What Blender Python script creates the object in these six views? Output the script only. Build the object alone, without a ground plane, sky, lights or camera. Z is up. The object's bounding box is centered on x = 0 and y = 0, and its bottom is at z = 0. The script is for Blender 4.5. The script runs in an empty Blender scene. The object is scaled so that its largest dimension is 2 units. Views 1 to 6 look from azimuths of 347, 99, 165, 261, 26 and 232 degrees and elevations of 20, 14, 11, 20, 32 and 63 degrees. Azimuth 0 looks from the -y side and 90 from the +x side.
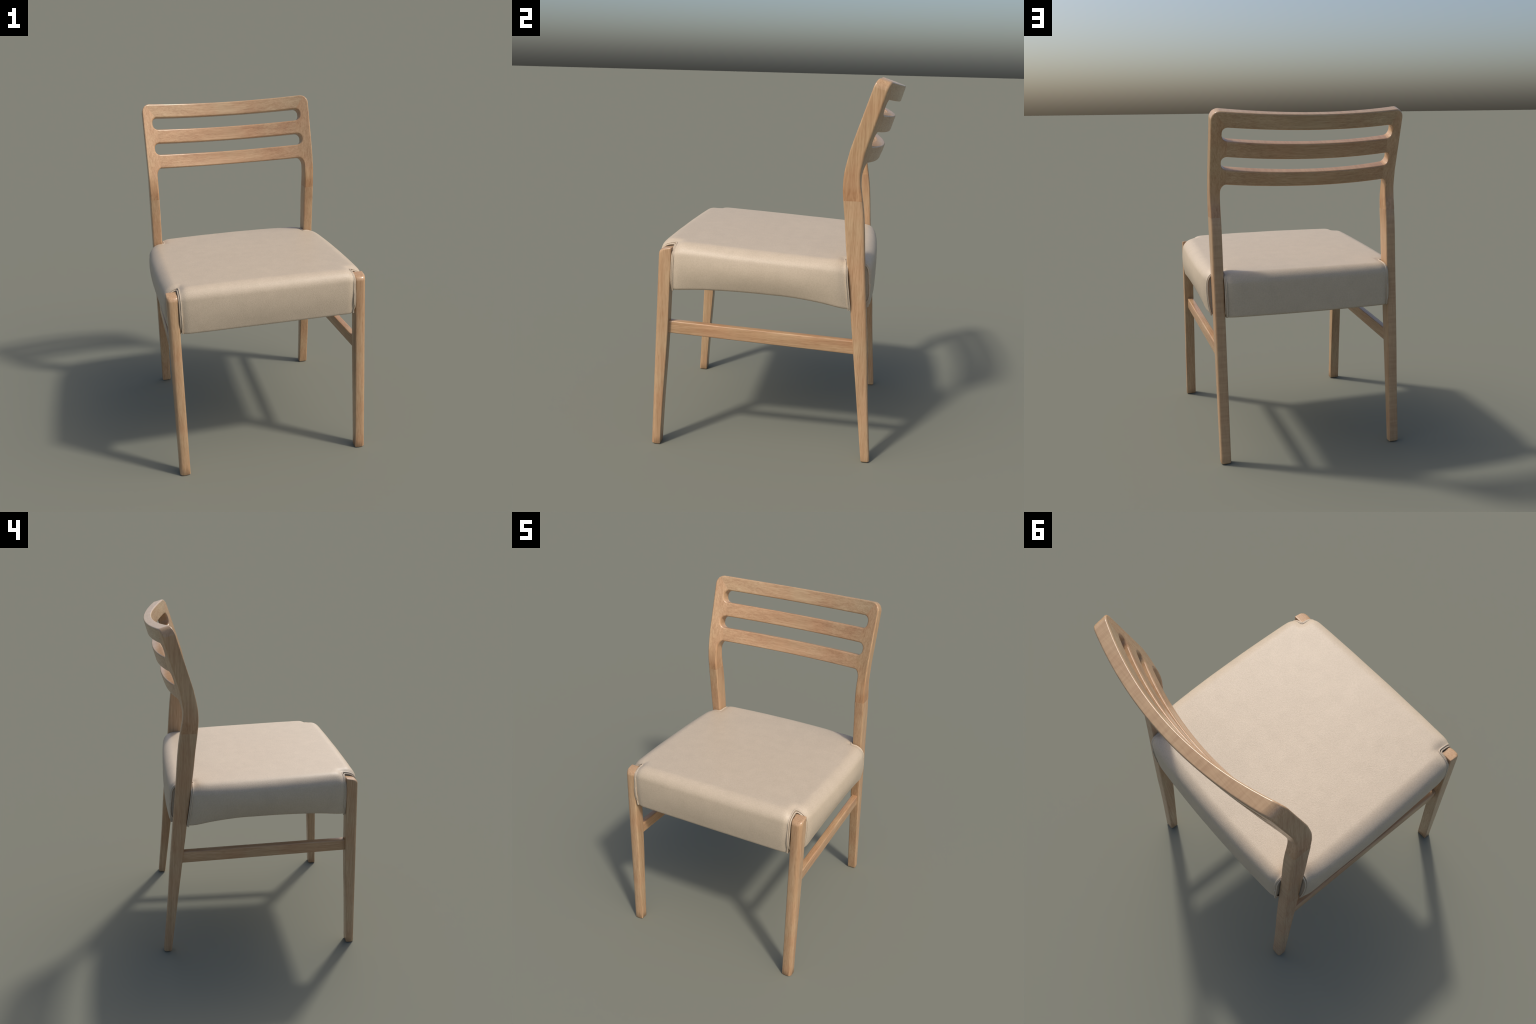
import bpy, bmesh, math
import numpy as np
from mathutils import Vector, Matrix, noise
from mathutils.bvhtree import BVHTree

# ---------------------------------------------------------------- utilities
def smooth(t):
    t = max(0.0, min(1.0, t))
    return t * t * (3 - 2 * t)

def table(tab, t):
    """Catmull-Rom interpolation of rows (key, value, value ...)."""
    if t <= tab[0][0]:
        return list(tab[0][1:])
    if t >= tab[-1][0]:
        return list(tab[-1][1:])
    for i in range(len(tab) - 1):
        if tab[i][0] <= t <= tab[i + 1][0]:
            break
    k1, k2 = tab[i][0], tab[i + 1][0]
    out = []
    for c in range(1, len(tab[0])):
        p1, p2 = tab[i][c], tab[i + 1][c]
        m1 = ((p2 - tab[i - 1][c]) / (k2 - tab[i - 1][0])) if i > 0 else (p2 - p1) / (k2 - k1)
        m2 = ((tab[i + 2][c] - p1) / (tab[i + 2][0] - k1)) if i + 2 < len(tab) else (p2 - p1) / (k2 - k1)
        h = k2 - k1
        s = (t - k1) / h
        out.append((2*s**3 - 3*s**2 + 1)*p1 + (s**3 - 2*s**2 + s)*h*m1
                   + (-2*s**3 + 3*s**2)*p2 + (s**3 - s**2)*h*m2)
    return out

def new_object(name, mesh, parent, mat, angle=40):
    ob = bpy.data.objects.new(name, mesh)
    bpy.context.scene.collection.objects.link(ob)
    ob.parent = parent
    if mat:
        mesh.materials.clear()
        mesh.materials.append(mat)
    if angle is not None:
        mesh.polygons.foreach_set("use_smooth", [True] * len(mesh.polygons))
        mesh.set_sharp_from_angle(angle=math.radians(angle))
    return ob

def mesh_from(verts, faces, name="m"):
    me = bpy.data.meshes.new(name)
    me.from_pydata([tuple(v) for v in verts], [], faces)
    me.validate()
    bm = bmesh.new(); bm.from_mesh(me)
    bmesh.ops.recalc_face_normals(bm, faces=bm.faces)
    bm.to_mesh(me); bm.free()
    return me

def section(x0, x1, y0, y1, radii, seg=6, crown=0.0):
    """Rounded rectangle; radii in the order (x1,y1) (x0,y1) (x0,y0) (x1,y0);
    crown bows the y0 face outward."""
    pts = []
    for (cx, cy, a0), r in zip(((x1, y1, 0), (x0, y1, 90), (x0, y0, 180), (x1, y0, 270)), radii):
        r = min(r, abs(x1 - x0) * .49, abs(y1 - y0) * .49)
        ox = cx - r if cx == x1 else cx + r
        oy = cy - r if cy == y1 else cy + r
        for i in range(seg + 1):
            a = math.radians(a0 + 90 * i / seg)
            pts.append([ox + r * math.cos(a), oy + r * math.sin(a)])
    if crown:
        # extra points along the y0 face, then bow it
        k = 3 * (seg + 1)
        a, b = pts[k - 1], pts[k]
        extra = [[a[0] + (b[0]-a[0])*i/6, a[1] + (b[1]-a[1])*i/6] for i in range(1, 6)]
        pts = pts[:k] + extra + pts[k:]
        xm, hw, ym = (x0 + x1)/2, (x1 - x0)/2, (y0 + y1)/2
        for p in pts:
            if p[1] < ym:
                p[1] -= crown * (1 - ((p[0] - xm)/hw)**2) * (ym - p[1]) / (ym - y0)
    return pts

def loft(rings):
    n = len(rings[0])
    verts = [v for r in rings for v in r]
    faces = []
    for i in range(len(rings) - 1):
        for j in range(n):
            k = (j + 1) % n
            faces.append((i*n + j, i*n + k, (i+1)*n + k, (i+1)*n + j))
    faces.append(tuple(range(n - 1, -1, -1)))
    faces.append(tuple(range((len(rings) - 1)*n, len(rings)*n)))
    return verts, faces

# ---------------------------------------------------------------- materials
def nodes_of(name):
    m = bpy.data.materials.new(name)
    m.use_nodes = True
    nt = m.node_tree
    return m, nt, nt.nodes["Principled BSDF"]

def ramp(nt, stops):
    r = nt.nodes.new("ShaderNodeValToRGB")
    els = r.color_ramp.elements
    while len(els) < len(stops):
        els.new(0.5)
    for e, (p, c) in zip(els, stops):
        e.position = p
        e.color = (*c, 1)
    return r

def mixrgb(nt, kind, fac, a, b):
    n = nt.nodes.new("ShaderNodeMix")
    n.data_type = 'RGBA'
    n.blend_type = kind
    for sock, val in ((n.inputs[0], fac), (n.inputs[6], a), (n.inputs[7], b)):
        if hasattr(val, "is_output"):
            nt.links.new(val, sock)
        elif isinstance(val, (int, float)):
            sock.default_value = val
        else:
            sock.default_value = (*val, 1)
    return n.outputs[2]

def noise_at(nt, coord, scale, loc=(0, 0, 0), detail=4, rough=.55, dist=0.0):
    mp = nt.nodes.new("ShaderNodeMapping")
    mp.inputs["Scale"].default_value = scale
    mp.inputs["Location"].default_value = loc
    nt.links.new(coord, mp.inputs["Vector"])
    n = nt.nodes.new("ShaderNodeTexNoise")
    n.inputs["Scale"].default_value = 1.0
    n.inputs["Detail"].default_value = detail
    n.inputs["Roughness"].default_value = rough
    n.inputs["Distortion"].default_value = dist
    nt.links.new(mp.outputs[0], n.inputs["Vector"])
    return n.outputs["Fac"]

BASE_LIGHT = (0.520, 0.349, 0.205)
BASE_MID = (0.437, 0.277, 0.155)
BASE_DARK = (0.355, 0.203, 0.113)

def wood(name, axis, seed, tint=(1, 1, 1), cross=None, joint=False):
    """Pale oiled hardwood with the grain running along `axis` (0,1,2).
    `cross` = (normal axis) of a face that shows cross-cut banding."""
    m, nt, bsdf = nodes_of(name)
    co = nt.nodes.new("ShaderNodeTexCoord").outputs["Object"]
    def sc(along, across):
        s = [across] * 3
        s[axis] = along
        return s
    loc = (seed * 3.1, seed * 1.7, seed * 2.3)
    broad = noise_at(nt, co, sc(1.6, 22), loc, 3, .5, .6)
    streak = noise_at(nt, co, sc(4.5, 120), loc, 5, .65, .35)
    pores = noise_at(nt, co, sc(22, 330), loc, 2, .5, .2)
    blotch = noise_at(nt, co, (5, 5, 5), loc, 2, .5, 0)
    r1 = ramp(nt, ((.30, BASE_DARK), (.46, BASE_MID), (.62, BASE_LIGHT)))
    mixf = nt.nodes.new("ShaderNodeMix"); mixf.data_type = 'FLOAT'
    mixf.inputs[0].default_value = .6
    nt.links.new(broad, mixf.inputs[2]); nt.links.new(streak, mixf.inputs[3])
    nt.links.new(mixf.outputs[0], r1.inputs[0])
    col = r1.outputs[0]
    rp = ramp(nt, ((.30, (.80, .76, .72)), (.50, (1, 1, 1))))
    nt.links.new(pores, rp.inputs[0])
    col = mixrgb(nt, 'MULTIPLY', .75, col, rp.outputs[0])
    rb = ramp(nt, ((.35, (.98, .90, .86)), (.65, (1.0, 1.03, 1.02))))
    nt.links.new(blotch, rb.inputs[0])
    col = mixrgb(nt, 'MULTIPLY', .9, col, rb.outputs[0])
    if cross is not None:
        s = [6, 6, 6]
        s[axis] = 60
        s2 = noise_at(nt, co, s, loc, 3, .5, .2)
        rc = ramp(nt, ((.35, (.86, .80, .76)), (.60, (1.05, 1.03, 1.0))))
        nt.links.new(s2, rc.inputs[0])
        geo = nt.nodes.new("ShaderNodeNewGeometry")
        sep = nt.nodes.new("ShaderNodeSeparateXYZ")
        nt.links.new(geo.outputs["Normal"], sep.inputs[0])
        mr = nt.nodes.new("ShaderNodeMapRange")
        mr.inputs["From Min"].default_value = .65
        mr.inputs["From Max"].default_value = .85
        nt.links.new(sep.outputs[cross], mr.inputs["Value"])
        base = mixrgb(nt, 'MULTIPLY', 1.0, (.455, .298, .174), rc.outputs[0])
        fac = nt.nodes.new("ShaderNodeMath"); fac.operation = 'MULTIPLY'
        fac.inputs[1].default_value = .6
        nt.links.new(mr.outputs[0], fac.inputs[0])
        col = mixrgb(nt, 'MIX', fac.outputs[0], col, base)
    if joint:
        # end of the bent post, just above the finger joint: darker, swirling figure
        sp = nt.nodes.new("ShaderNodeSeparateXYZ")
        nt.links.new(co, sp.inputs[0])
        mr = nt.nodes.new("ShaderNodeMapRange")
        mr.interpolation_type = 'SMOOTHSTEP'
        mr.inputs["From Min"].default_value = 1.49
        mr.inputs["From Max"].default_value = 1.44
        nt.links.new(sp.outputs[2], mr.inputs["Value"])
        sw = noise_at(nt, co, (26, 26, 13), loc, 3, .5, 2.5)
        rs = ramp(nt, ((.35, (.82, .74, .68)), (.62, (.99, .95, .92))))
        nt.links.new(sw, rs.inputs[0])
        dk = mixrgb(nt, 'MULTIPLY', 1.0, col, rs.outputs[0])
        col = mixrgb(nt, 'MIX', mr.outputs[0], col, dk)
    if tint != (1, 1, 1):
        col = mixrgb(nt, 'MULTIPLY', 1.0, col, tint)
    nt.links.new(col, bsdf.inputs["Base Color"])
    bsdf.inputs["Roughness"].default_value = .26
    bsdf.inputs["Specular IOR Level"].default_value = .5
    bump = nt.nodes.new("ShaderNodeBump")
    bump.inputs["Strength"].default_value = .05
    bump.inputs["Distance"].default_value = .002
    nt.links.new(streak, bump.inputs["Height"])
    nt.links.new(bump.outputs[0], bsdf.inputs["Normal"])
    return m

def leather(name, dark=1.0):
    m, nt, bsdf = nodes_of(name)
    co = nt.nodes.new("ShaderNodeTexCoord").outputs["Object"]
    mott = noise_at(nt, co, (14, 14, 14), (1, 2, 3), 5, .6, .3)
    fine = noise_at(nt, co, (150, 150, 150), (4, 1, 7), 2, .6, .2)
    r = ramp(nt, ((.35, tuple(c*dark for c in (.502, .408, .299))),
                  (.65, tuple(c*dark for c in (.528, .430, .316)))))
    nt.links.new(mott, r.inputs[0])
    rf = ramp(nt, ((.35, (.90, .895, .885)), (.6, (1, 1, 1))))
    nt.links.new(fine, rf.inputs[0])
    col = mixrgb(nt, 'MULTIPLY', .8, r.outputs[0], rf.outputs[0])
    nt.links.new(col, bsdf.inputs["Base Color"])
    bsdf.inputs["Roughness"].default_value = .50
    bsdf.inputs["Specular IOR Level"].default_value = .5
    grain = noise_at(nt, co, (210, 210, 210), (2, 5, 1), 3, .6, .3)
    vor = nt.nodes.new("ShaderNodeTexVoronoi")
    vor.inputs["Scale"].default_value = 200
    nt.links.new(co, vor.inputs["Vector"])
    add = nt.nodes.new("ShaderNodeMath"); add.operation = 'ADD'
    nt.links.new(grain, add.inputs[0]); nt.links.new(vor.outputs["Distance"], add.inputs[1])
    bump = nt.nodes.new("ShaderNodeBump")
    bump.inputs["Strength"].default_value = .105
    bump.inputs["Distance"].default_value = .004
    nt.links.new(add.outputs[0], bump.inputs["Height"])
    nt.links.new(bump.outputs[0], bsdf.inputs["Normal"])
    return m

M_FRONT = wood("oiled_wood_front_leg", 2, 1.0)
M_REAR = wood("oiled_wood_rear_leg", 2, 2.7, cross=1)
M_POST = wood("oiled_wood_back_post", 2, 4.1, tint=(.99, .97, .93), joint=True)
M_POST_PALE = wood("oiled_wood_back_post_pale", 2, 11.3, tint=(1.08, 1.06, 1.05), joint=True)
M_TOP = wood("oiled_wood_top_rail", 0, 5.3, tint=(.97, 1.0, 1.0), cross=2)
M_SLAT = wood("oiled_wood_slat", 0, 6.9, tint=(.98, .935, .905), cross=2)
M_STRETCH = wood("oiled_wood_stretcher", 1, 8.2, tint=(1.0, .95, .92))
M_LEATHER = leather("cream_leather")
M_WELT = leather("cream_leather_welt", .97)

chair = bpy.data.objects.new("dining_chair", None)
bpy.context.scene.collection.objects.link(chair)
chair["label"] = "pale wooden dining chair with cream leather seat and slatted back"
chair["category"] = "chair"

# ---------------------------------------------------------------- front legs
LEG_X0, LEG_X1 = .511, .573
LEG_TOP = 1.117
def front_leg_bounds(z):
    yf = -.6335 + .0475 * z
    yb = table(((0, -.5825), (.3, -.5610), (.5, -.5445), (.65, -.5335), (.75, -.5280), (.9, -.5205), (1.12, -.5095)), z)[0]
    return yf, yb

def build_front_leg(side):
    rings = []
    zs = [0, .0015, .003] + list(np.linspace(.05, 1.07, 30))
    R, r = .024, .005
    zs += [LEG_TOP - R + R * math.sin(a) for a in np.linspace(.05, math.pi/2, 12)]
    for z in zs:
        yf, yb = front_leg_bounds(z)
        x0, x1 = LEG_X0, LEG_X1
        if z < .003:
            e = .003 - z
            x0 += e; x1 -= e; yf += e; yb -= e
        if z > LEG_TOP - R:
            t = z - (LEG_TOP - R)
            yf += R - math.sqrt(max(0, R*R - t*t))
        if z > LEG_TOP - r:
            t = min(r, z - (LEG_TOP - r))
            e = r - math.sqrt(max(0, r*r - t*t))
            x0 += e; x1 -= e; yb -= e
        pts = section(x0, x1, yf + .005, yb, (.005, .005, .006, .018), 6, .005)
        # the sawn top slopes a little to the front
        w = .16 * smooth((z - 1.0) / .10)
        rings.append([(side * x, y, z + w * (y + .520)) for x, y in pts])
    v, f = loft(rings)
    return new_object("front_leg", mesh_from(v, f), chair, M_FRONT, 50)

for s in (1, -1):
    build_front_leg(s)

# ---------------------------------------------------------------- rear legs
REAR = ((0, .5195, .5665), (.28, .4868, .5435), (.445, .4680, .5320), (.56, .4543, .5255), (.70, .4385, .5150),
        (.79, .4275, .5080), (.862, .4205, .5022), (.97, .4075, .4930), (1.108, .3905, .4815), (1.22, .3780, .4740),
        (1.30, .3705, .4675), (1.35, .3645, .4620), (1.405, .3580, .4535))
RX0, RX1 = .488, .547
JOINT_Z = 1.405

def build_rear_leg(side):
    rings = []
    for z in [0, .002, .005, .009] + list(np.linspace(.04, JOINT_Z, 50)):
        yf, yb = table(REAR, z)
        x0, x1 = RX0, RX1
        if z < .009:
            e = .009 - math.sqrt(max(0, .009**2 - (.009 - z)**2))
            x0 += e*.4; x1 -= e; yf += e*.4; yb -= e
        pts = section(x0, x1, yf, yb, (.014, .009, .007, .007), 6)
        rings.append([(side * x, y, z) for x, y in pts])
    v, f = loft(rings)
    return new_object("rear_leg", mesh_from(v, f), chair, M_REAR, 50)

for s in (1, -1):
    build_rear_leg(s)

# ---------------------------------------------------------------- side stretchers
def build_stretcher(side):
    rings = []
    ends = ((-.548, .553, .513, .716, .648), (.455, .537, .498, .676, .603))
    n = 24
    for i in range(n + 1):
        t = i / n
        a, b = ends
        y = a[0] + (b[0]-a[0]) * t
        xo, xi, zt, zb = (a[k] + (b[k]-a[k]) * t for k in range(1, 5))
        pts = section(xi, xo, zb, zt, (.006,)*4, 4)
        rings.append([(side * px, y, pz) for px, pz in pts])
    v, f = loft(rings)
    return new_object("stretcher", mesh_from(v, f), chair, M_STRETCH, 50)

for s in (1, -1):
    build_stretcher(s)

# ---------------------------------------------------------------- backrest frame
# A flat frame is drawn in (u = x, v = height along the tilted back), given thickness, then bent
# so that its two faces follow shallow arcs, the lower ends turning into the rear legs.
TILT = math.atan(.319)
DIR = (math.sin(TILT), math.cos(TILT))           # (y, z) along the back
NRM = (math.cos(TILT), -math.sin(TILT))          # (y, z) to the rear
V0, P0 = 1.787, (.405, 1.746)
def on_line(v, off=0.0):
    return (P0[0] + (v-V0)*DIR[0] + off*NRM[0], P0[1] + (v-V0)*DIR[1] + off*NRM[1])
PROFILE = [(1.40, .3580, 1.405, .4535, 1.405), (1.45, .3535, 1.450, .4455, 1.447), (1.50, .3520, 1.492, .4385, 1.483),
           (1.55, .3540, 1.537, .4350, 1.525), (1.60, .3590, 1.572, .4365, 1.553), (1.65, .3680, 1.6165, .4430, 1.594)]
for v, t in ((1.70, .0765), (1.80, .0755), (1.90, .0740), (2.00, .0715), (2.08, .0690)):
    PROFILE.append((v, *on_line(v), *on_line(v, t)))
HALF = .547
SAG_F, SAG_B = .1076, .0862

def bend(u, v, w):
    """w = -1 front face ... +1 rear face."""
    fy, fz, by, bz = table(PROFILE, v)
    k = smooth((v - 1.405) / .31)
    c = (1 - (u / HALF)**2) * k
    fy += NRM[0]*SAG_F*c; fz += NRM[1]*SAG_F*c
    by += NRM[0]*SAG_B*c; bz += NRM[1]*SAG_B*c
    t = (w + 1) / 2
    return (u, fy + (by-fy)*t, fz + (bz-fz)*t)

def arc(cx, cy, rx, ry, a0, a1, n=10):
    return [(cx + rx*math.cos(math.radians(a0 + (a1-a0)*i/n)),
             cy + ry*math.sin(math.radians(a0 + (a1-a0)*i/n))) for i in range(n + 1)]

V_TOP, V_LOW, RAIL_BOT = 2.058, 1.36, 1.646
R_COR = .050
outer = [(HALF, V_LOW)] + arc(HALF-R_COR, V_TOP-R_COR*1.1, R_COR, R_COR*1.1, 0, 90, 14)
outer += arc(-HALF+R_COR, V_TOP-R_COR*1.1, R_COR, R_COR*1.1, 90, 180, 14) + [(-HALF, V_LOW), (-RX0, V_LOW)]
outer += arc(-RX0+.032, RAIL_BOT-.058, .032, .058, 180, 90, 12)
outer += arc(RX0-.032, RAIL_BOT-.058, .032, .058, 90, 0, 12) + [(RX0, V_LOW)]
def slot(v0, v1, u=.4875, r=.032):
    return (arc(u-r, v1-r, r, r, 0, 90) + arc(-u+r, v1-r, r, r, 90, 180)
            + arc(-u+r, v0+r, r, r, 180, 270) + arc(u-r, v0+r, r, r, 270, 360))
SLOTS = (slot(1.896, 1.972), slot(1.735, 1.809))

BEV, TH = .008, .031
cu = bpy.data.curves.new("frame_outline", 'CURVE')
cu.dimensions = '2D'
cu.fill_mode = 'BOTH'
cu.extrude = TH - BEV
cu.bevel_depth = BEV
cu.bevel_resolution = 3
cu.offset = -BEV
for loop in (outer,) + SLOTS:
    sp = cu.splines.new('POLY')
    clean = [p for i, p in enumerate(loop) if (Vector(p) - Vector(loop[i-1])).length > 1e-5]
    sp.points.add(len(clean) - 1)
    for q, p in zip(sp.points, clean):
        q.co = (p[0], p[1], 0, 1)
    sp.use_cyclic_u = True
tmp = bpy.data.objects.new("frame_outline", cu)
bpy.context.scene.collection.objects.link(tmp)
dg = bpy.context.evaluated_depsgraph_get()
me = bpy.data.meshes.new_from_object(tmp.evaluated_get(dg))
bpy.data.objects.remove(tmp)
bpy.data.curves.remove(cu)

bm = bmesh.new(); bm.from_mesh(me)
bmesh.ops.remove_doubles(bm, verts=bm.verts, dist=1e-5)
def cut(co, no, clear=False):
    g = list(bm.verts) + list(bm.edges) + list(bm.faces)
    return bmesh.ops.bisect_plane(bm, geom=g, dist=1e-5, plane_co=co, plane_no=no, clear_inner=clear)
r = cut((0, 1.40, 0), (0, 1, 0), True)
edges = [e for e in bm.edges if e.is_boundary]
bmesh.ops.holes_fill(bm, edges=edges)
SEAM = .460
for u in list(np.linspace(-.42, .42, 29)) + [-SEAM, SEAM, -.50, .50]:
    cut((u, 0, 0), (1, 0, 0))
for v in np.arange(1.415, 1.66, .0125):
    cut((0, v, 0), (0, 1, 0))
for v in (1.70, 1.77, 1.85, 1.93, 2.01):
    cut((0, v, 0), (0, 1, 0))
# mitre of post and top rail: a line from the slot end to the outer corner
MA, MB = Vector((.462, 1.965)), Vector((.522, 2.050))
for s in (1, -1):
    d = MB - MA
    cut((s*MA.x, MA.y, 0), (s*d.y, -d.x, 0))
bmesh.ops.remove_doubles(bm, verts=bm.verts, dist=1e-5)
bmesh.ops.recalc_face_normals(bm, faces=bm.faces)

def part_of(c):
    s = 1 if c.x > 0 else -1
    au = abs(c.x)
    d = MB - MA
    side = (au - MA.x)*d.y - (c.y - MA.y)*d.x      # >0: outside the mitre
    if c.y > 1.93 and side < 0:
        return "top_rail"
    if c.y < 1.93 and au < SEAM:
        return "slat_upper" if c.y > 1.77 else "slat_lower"
    return "post_right" if s > 0 else "post_left"
bm.faces.ensure_lookup_table()
kinds = [part_of(f.calc_center_median()) for f in bm.faces]
for v in bm.verts:
    v.co = bend(v.co.x, v.co.y, max(-1, min(1, v.co.z / TH)))
bmesh.ops.recalc_face_normals(bm, faces=bm.faces)
bm.normal_update()
bm.verts.ensure_lookup_table()
bm.verts.index_update(); bm.faces.ensure_lookup_table()
def is_cap(f):
    return all(v.co.z < JOINT_Z + 2e-4 for v in f.verts)
# area-weighted normals of the whole frame, the sawn ends left out
vn = [Vector((0, 0, 0)) for _ in bm.verts]
for f in bm.faces:
    n = f.normal * f.calc_area()
    if is_cap(f):
        continue
    for v in f.verts:
        vn[v.index] += n
vn = [n.normalized() if n.length > 0 else Vector((0, 0, -1)) for n in vn]
co = [v.co.copy() for v in bm.verts]
faces = [[v.index for v in f.verts] for f in bm.faces]
caps = [is_cap(f) for f in bm.faces]
bm.free()
for kind, name, mat in (("top_rail", "top_rail", M_TOP), ("slat_upper", "slat", M_SLAT), ("slat_lower", "slat", M_SLAT),
                        ("post_right", "back_post", M_POST), ("post_left", "back_post", M_POST_PALE)):
    used, idx, fs = {}, [], []
    for k, f, cp in zip(kinds, faces, caps):
        if k != kind or cp:
            continue
        for i in f:
            if i not in used:
                used[i] = len(idx); idx.append(i)
        fs.append([used[i] for i in f])
    m = bpy.data.meshes.new(name)
    m.from_pydata([co[i] for i in idx], [], fs)
    m.update()
    m.polygons.foreach_set("use_smooth", [True]*len(m.polygons))
    m.normals_split_custom_set_from_vertices([vn[i] for i in idx])
    new_object(name, m, chair, mat, None)

# ---------------------------------------------------------------- seat cushion
NX_F, NY_F, K_F = .5010, -.4990, .05       # front notch: inner wall x, rear wall y at z = 1.12, its slope in z
NX_R, NY_R, K_R = .4825, .3850, -.129      # rear notch
def wall_y(front, z):
    return NY_F - K_F*(1.12 - z)*1.0 if front else NY_R + K_R*(z - 1.10)

BOTTOM = ((-.62, .884), (-.59, .885), (-.51, .890), (-.358, .902), (-.218, .906), (-.047, .904), (.122, .897),
          (.268, .879), (.408, .852), (.48, .848), (.56, .846))
def z_top(x, y):
    base = 1.1455 - .052*(y + .5)
    cr = .012 * (1 - min(1, (x/.56)**2)) * (1 - min(1, max(0, -(y + .15)/.42))**2 * .5) * (1 - .55*smooth((y + .1)/.6))
    mid = -.004 * math.exp(-(x/.3)**2 - ((y + .02)/.3)**2)
    return base + cr + mid

HX, HY, HZ = .58, .56, .13
def cushion_point(px, py, pz):
    """px,py,pz on the faces of the box (+-HX, +-HY, +-HZ)."""
    r = .010 + (.062 - .010) * smooth((pz + HZ*.6) / (HZ*.9))
    q = Vector((max(-HX+r, min(HX-r, px)), max(-HY+r, min(HY-r, py)), max(-HZ+r, min(HZ-r, pz))))
    d = Vector((px, py, pz)) - q
    p = q + d.normalized()*r if d.length > 1e-9 else q
    t = (p.z + HZ) / (2*HZ)
    bulge = max(0, math.sin(math.pi * min(1, max(0, t))))
    yy = p.y / HY * (.59 if p.y < 0 else .51)
    cy = 1 - min(1, (yy/.52)**2)
    cx = 1 - min(1, (p.x/.52)**2)
    X = .568 + .026*bulge*((.6 + .4*cy) if p.y < 0 else cy) + .008*cy
    Y = (.586 + .008*bulge + .007*bulge*cx + .002*cx) if p.y < 0 else (.512 + .003*bulge + .020*cx)
    x = p.x / HX * X
    y = p.y / HY * Y
    zb = table(BOTTOM, y)[0]
    z = zb + (z_top(x, y) - zb) * t
    return Vector((x, y, z))

def box_grid(nx, ny, nz):
    verts, faces, key = [], [], {}
    def vid(i, j, k):
        if (i, j, k) not in key:
            key[(i, j, k)] = len(verts)
            verts.append(cushion_point(-HX + 2*HX*i/nx, -HY + 2*HY*j/ny, -HZ + 2*HZ*k/nz))
        return key[(i, j, k)]
    for i in range(nx):
        for j in range(ny):
            for k in (0, nz):
                q = [vid(i, j, k), vid(i+1, j, k), vid(i+1, j+1, k), vid(i, j+1, k)]
                faces.append(q if k else q[::-1])
    for i in range(nx):
        for k in range(nz):
            for j in (0, ny):
                q = [vid(i, j, k), vid(i+1, j, k), vid(i+1, j, k+1), vid(i, j, k+1)]
                faces.append(q if j == 0 else q[::-1])
    for j in range(ny):
        for k in range(nz):
            for i in (0, nx):
                q = [vid(i, j, k), vid(i, j+1, k), vid(i, j+1, k+1), vid(i, j, k+1)]
                faces.append(q if i else q[::-1])
    return verts, faces

cv, cf = box_grid(150, 140, 34)
me = mesh_from(cv, cf, "seat_cushion")

def notch_distance(p):
    """distance in plan to the nearest notch, 0 inside it"""
    ax = abs(p.x)
    if p.y < 0:
        dx, dy = NX_F - .006 - ax, p.y - .006 - wall_y(True, p.z)
    else:
        dx, dy = NX_R - .007 - ax, wall_y(False, p.z) - .007 - p.y
    dx, dy = max(0, dx), max(0, dy)
    return math.hypot(dx, dy)

# the leather is pulled down along the welted edges, and lies a little uneven
normals = [Vector(n.vector) for n in me.vertex_normals]
for v, n in zip(me.vertices, normals):
    d = notch_distance(v.co)
    amp = .0075 if v.co.y < 0 else .0085
    n0 = n
    ax = abs(v.co.x)
    if n.z < 0:            # lower edge: draw straight in, so the hem stays level
        if ax < (NX_F if v.co.y < 0 else NX_R):
            n = Vector((0, math.copysign(1, v.co.y), 0))
        else:
            n = Vector((math.copysign(1, v.co.x), 0, 0))
    sr = smooth((ax - .49) / .07) if v.co.y > 0 else 0.0
    v.co -= n * ((amp + .003*sr) * math.exp(-(d/(.017 + .012*sr))**1.5))
    n = n0
    if v.co.y < 0 and n.z > 0:      # the corner itself is drawn down onto the leg top
        c = math.hypot(max(0, .535 - ax), max(0, v.co.y + .53))
        v.co.z -= .017 * n.z * math.exp(-(c/.048)**2)
    v.co += n * (.0007 * noise.noise(v.co * 7) + .0002 * noise.noise(v.co * 21))

full = BVHTree.FromPolygons([tuple(v.co) for v in me.vertices], cf)

# cutters: L-shaped corner prisms with a rounded inner corner
def cutter(front, side):
    nx = NX_F if front else NX_R
    rc = .012
    ring2 = []
    sgn = -1 if front else 1
    # local plan: (a = outward in x from the wall, b = outward in y from the wall)
    plan = [(0, .3)] + [(rc - rc*math.cos(t), rc - rc*math.sin(t)) for t in np.linspace(0, math.pi/2, 7)] + [(.3, 0), (.3, .3)]
    verts = []
    for z in (.70, 1.30):
        for a, b in plan:
            verts.append((side*(nx + a), wall_y(front, z) + sgn*b, z))
    n = len(plan)
    faces = [tuple(range(n)), tuple(range(n, 2*n))] + [(i, (i+1) % n, n + (i+1) % n, n + i) for i in range(n)]
    return verts, faces
allv, allf = [], []
for front in (True, False):
    for s in (1, -1):
        v, f = cutter(front, s)
        o = len(allv)
        allv += v
        allf += [tuple(i + o for i in q) for q in f]
cm = mesh_from(allv, allf, "cutter")
cut_ob = bpy.data.objects.new("cutter", cm)
bpy.context.scene.collection.objects.link(cut_ob)
cushion = bpy.data.objects.new("seat_cushion", me)
bpy.context.scene.collection.objects.link(cushion)
bo = cushion.modifiers.new("notches", 'BOOLEAN')
bo.operation = 'DIFFERENCE'
bo.solver = 'EXACT'
bo.object = cut_ob
dg = bpy.context.evaluated_depsgraph_get()
dg.update()
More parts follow.
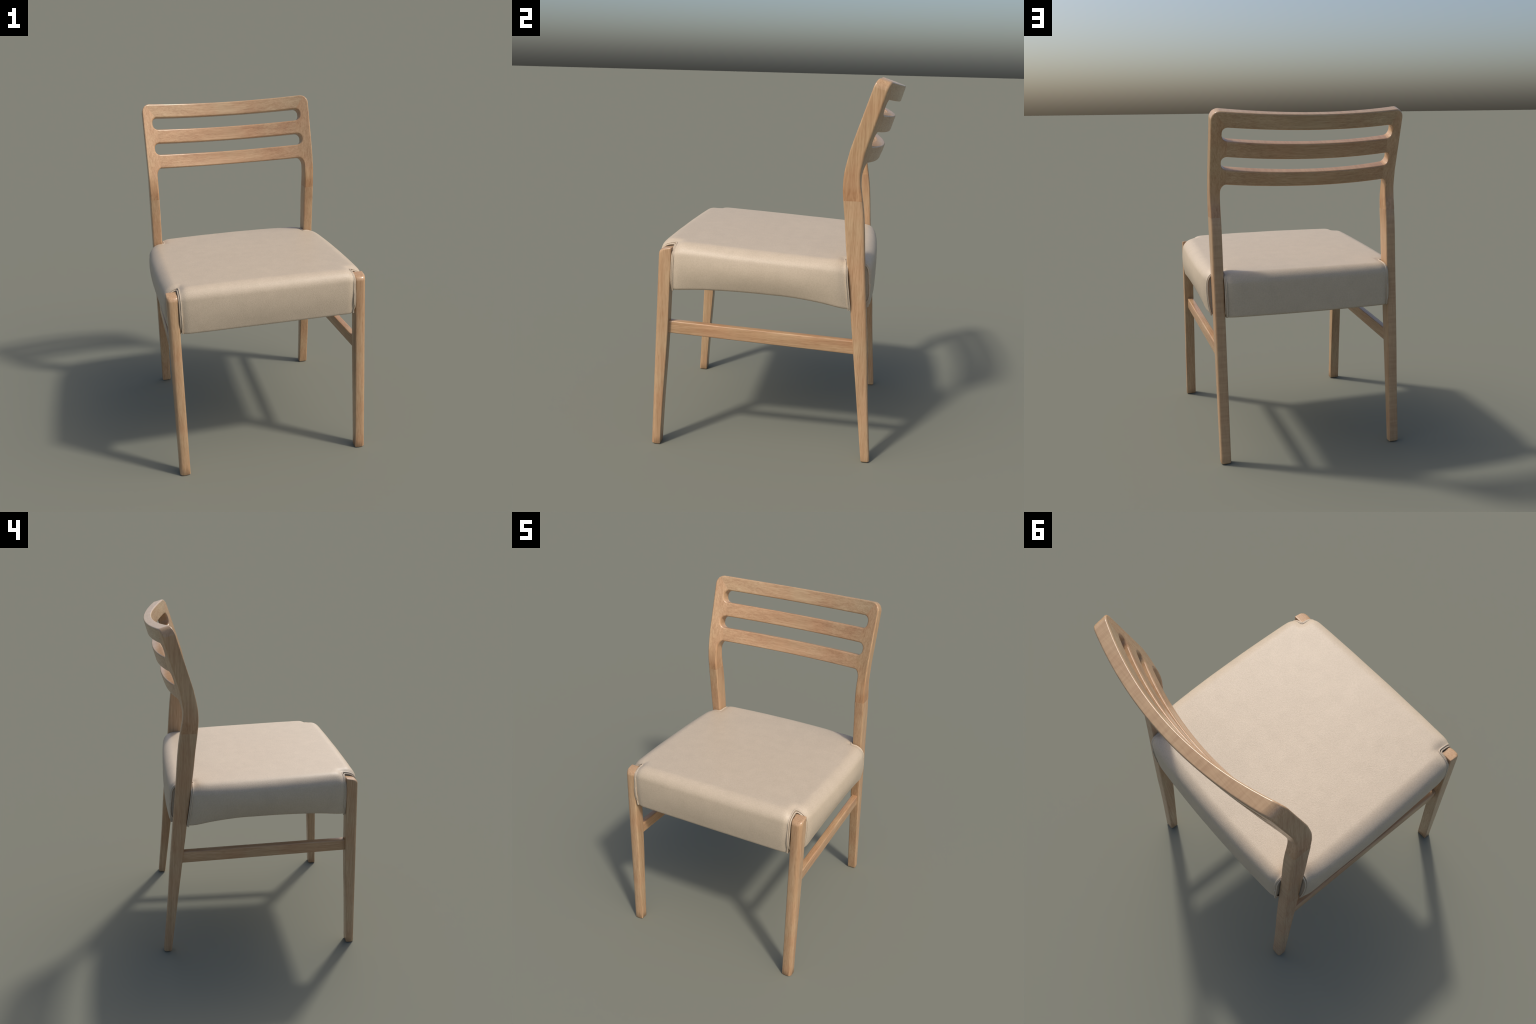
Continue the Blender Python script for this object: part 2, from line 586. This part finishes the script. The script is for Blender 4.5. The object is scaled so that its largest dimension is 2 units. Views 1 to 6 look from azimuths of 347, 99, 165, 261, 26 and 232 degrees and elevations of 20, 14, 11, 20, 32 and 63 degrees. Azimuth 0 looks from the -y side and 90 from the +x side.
res = bpy.data.meshes.new_from_object(cushion.evaluated_get(dg))
bpy.data.objects.remove(cushion)
bpy.data.objects.remove(cut_ob)
seat = new_object("seat_cushion", res, chair, M_LEATHER, 38)

# welts: two cords lying side by side along each notch edge
def hit(o, d):
    r = full.ray_cast(Vector(o), Vector(d).normalized())
    return r[0]

def welt_path(front, off, inset):
    """Right-hand notch, from the front/rear face bottom over the top to the side face bottom."""
    nx = (NX_F if front else NX_R) + off
    sgn = -1 if front else 1
    wy = lambda z: wall_y(front, z) + sgn*off
    pts = []
    zc = 1.045 if front else 1.0
    yc = -.52 if front else .43
    zlow = (.883 if front else .844)
    def add(o, d):
        h = hit(o, d)
        if h is not None:
            dd = Vector(d).normalized()
            pts.append(h - dd*inset)
    for z in np.linspace(zlow + .004, zc, 9)[:-1]:
        add((nx, yc, z), (0, sgn, 0))
    for a in np.linspace(0, math.pi/2, 12):
        add((nx, yc, zc), (0, sgn*math.cos(a), math.sin(a)))
    # along the top to the corner, round it
    rc = .012
    yw = wy(1.115)
    for y in np.linspace(yc, yw + sgn*rc, 5)[1:-1]:
        add((nx, y, zc), (0, 0, 1))
    for t in np.linspace(0, math.pi/2, 6):
        add((nx + rc - rc*math.cos(t), yw + sgn*(rc - rc*math.sin(t)), zc), (0, 0, 1))
    xc = .525 if front else .505
    for x in np.linspace(nx + rc, xc, 4)[1:-1]:
        add((x, yw, zc), (0, 0, 1))
    for a in np.linspace(math.pi/2, 0, 12):
        zz = zc + .06*math.sin(a)
        add((xc, wy(zz), zc), (math.cos(a), 0, math.sin(a)))
    zlow2 = (.889 if front else .849)
    for z in np.linspace(zc, zlow2 + .004, 9)[1:]:
        add((xc, wy(z), z), (1, 0, 0))
    # smooth and resample
    P = [p.copy() for p in pts]
    for _ in range(3):
        P = [P[0]] + [(P[i-1] + P[i]*2 + P[i+1])/4 for i in range(1, len(P)-1)] + [P[-1]]
    # let the cord ends hang a little under the seat
    P = [P[0] + Vector((0, 0, -.009))] + P + [P[-1] + Vector((0, 0, -.009))]
    return P

def tube(P, rad, side):
    rings = []
    n = len(P)
    up = Vector((1, 0, 0))
    for i, p in enumerate(P):
        t = (P[min(n-1, i+1)] - P[max(0, i-1)]).normalized()
        a = up - t*up.dot(t)
        if a.length < 1e-3:
            a = Vector((0, 1, 0))
        a.normalize()
        up = a
        b = t.cross(a)
        k = rad * (.45 if i in (0, n-1) else 1.0)
        rings.append([tuple(Vector((side, 1, 1)) * (p + a*k*math.cos(q) + b*k*math.sin(q))) if False else
                      ((p + a*k*math.cos(q) + b*k*math.sin(q)).x * side,
                       (p + a*k*math.cos(q) + b*k*math.sin(q)).y,
                       (p + a*k*math.cos(q) + b*k*math.sin(q)).z) for q in np.linspace(0, 2*math.pi, 11)[:-1]])
    return loft(rings)

for front in (True, False):
    for s in (1, -1):
        V, F = [], []
        for off, inset, rad in ((-.0030, .0005, .0044), (.0054, .0042, .0044)) if front else ((-.0052, -.0004, .0039), (.0028, .0038, .0039)):
            v, f = tube(welt_path(front, off, inset), rad, s)
            o = len(V)
            V += v
            F += [tuple(i + o for i in q) for q in f]
        new_object("welt", mesh_from(V, F), seat, M_WELT, 60)
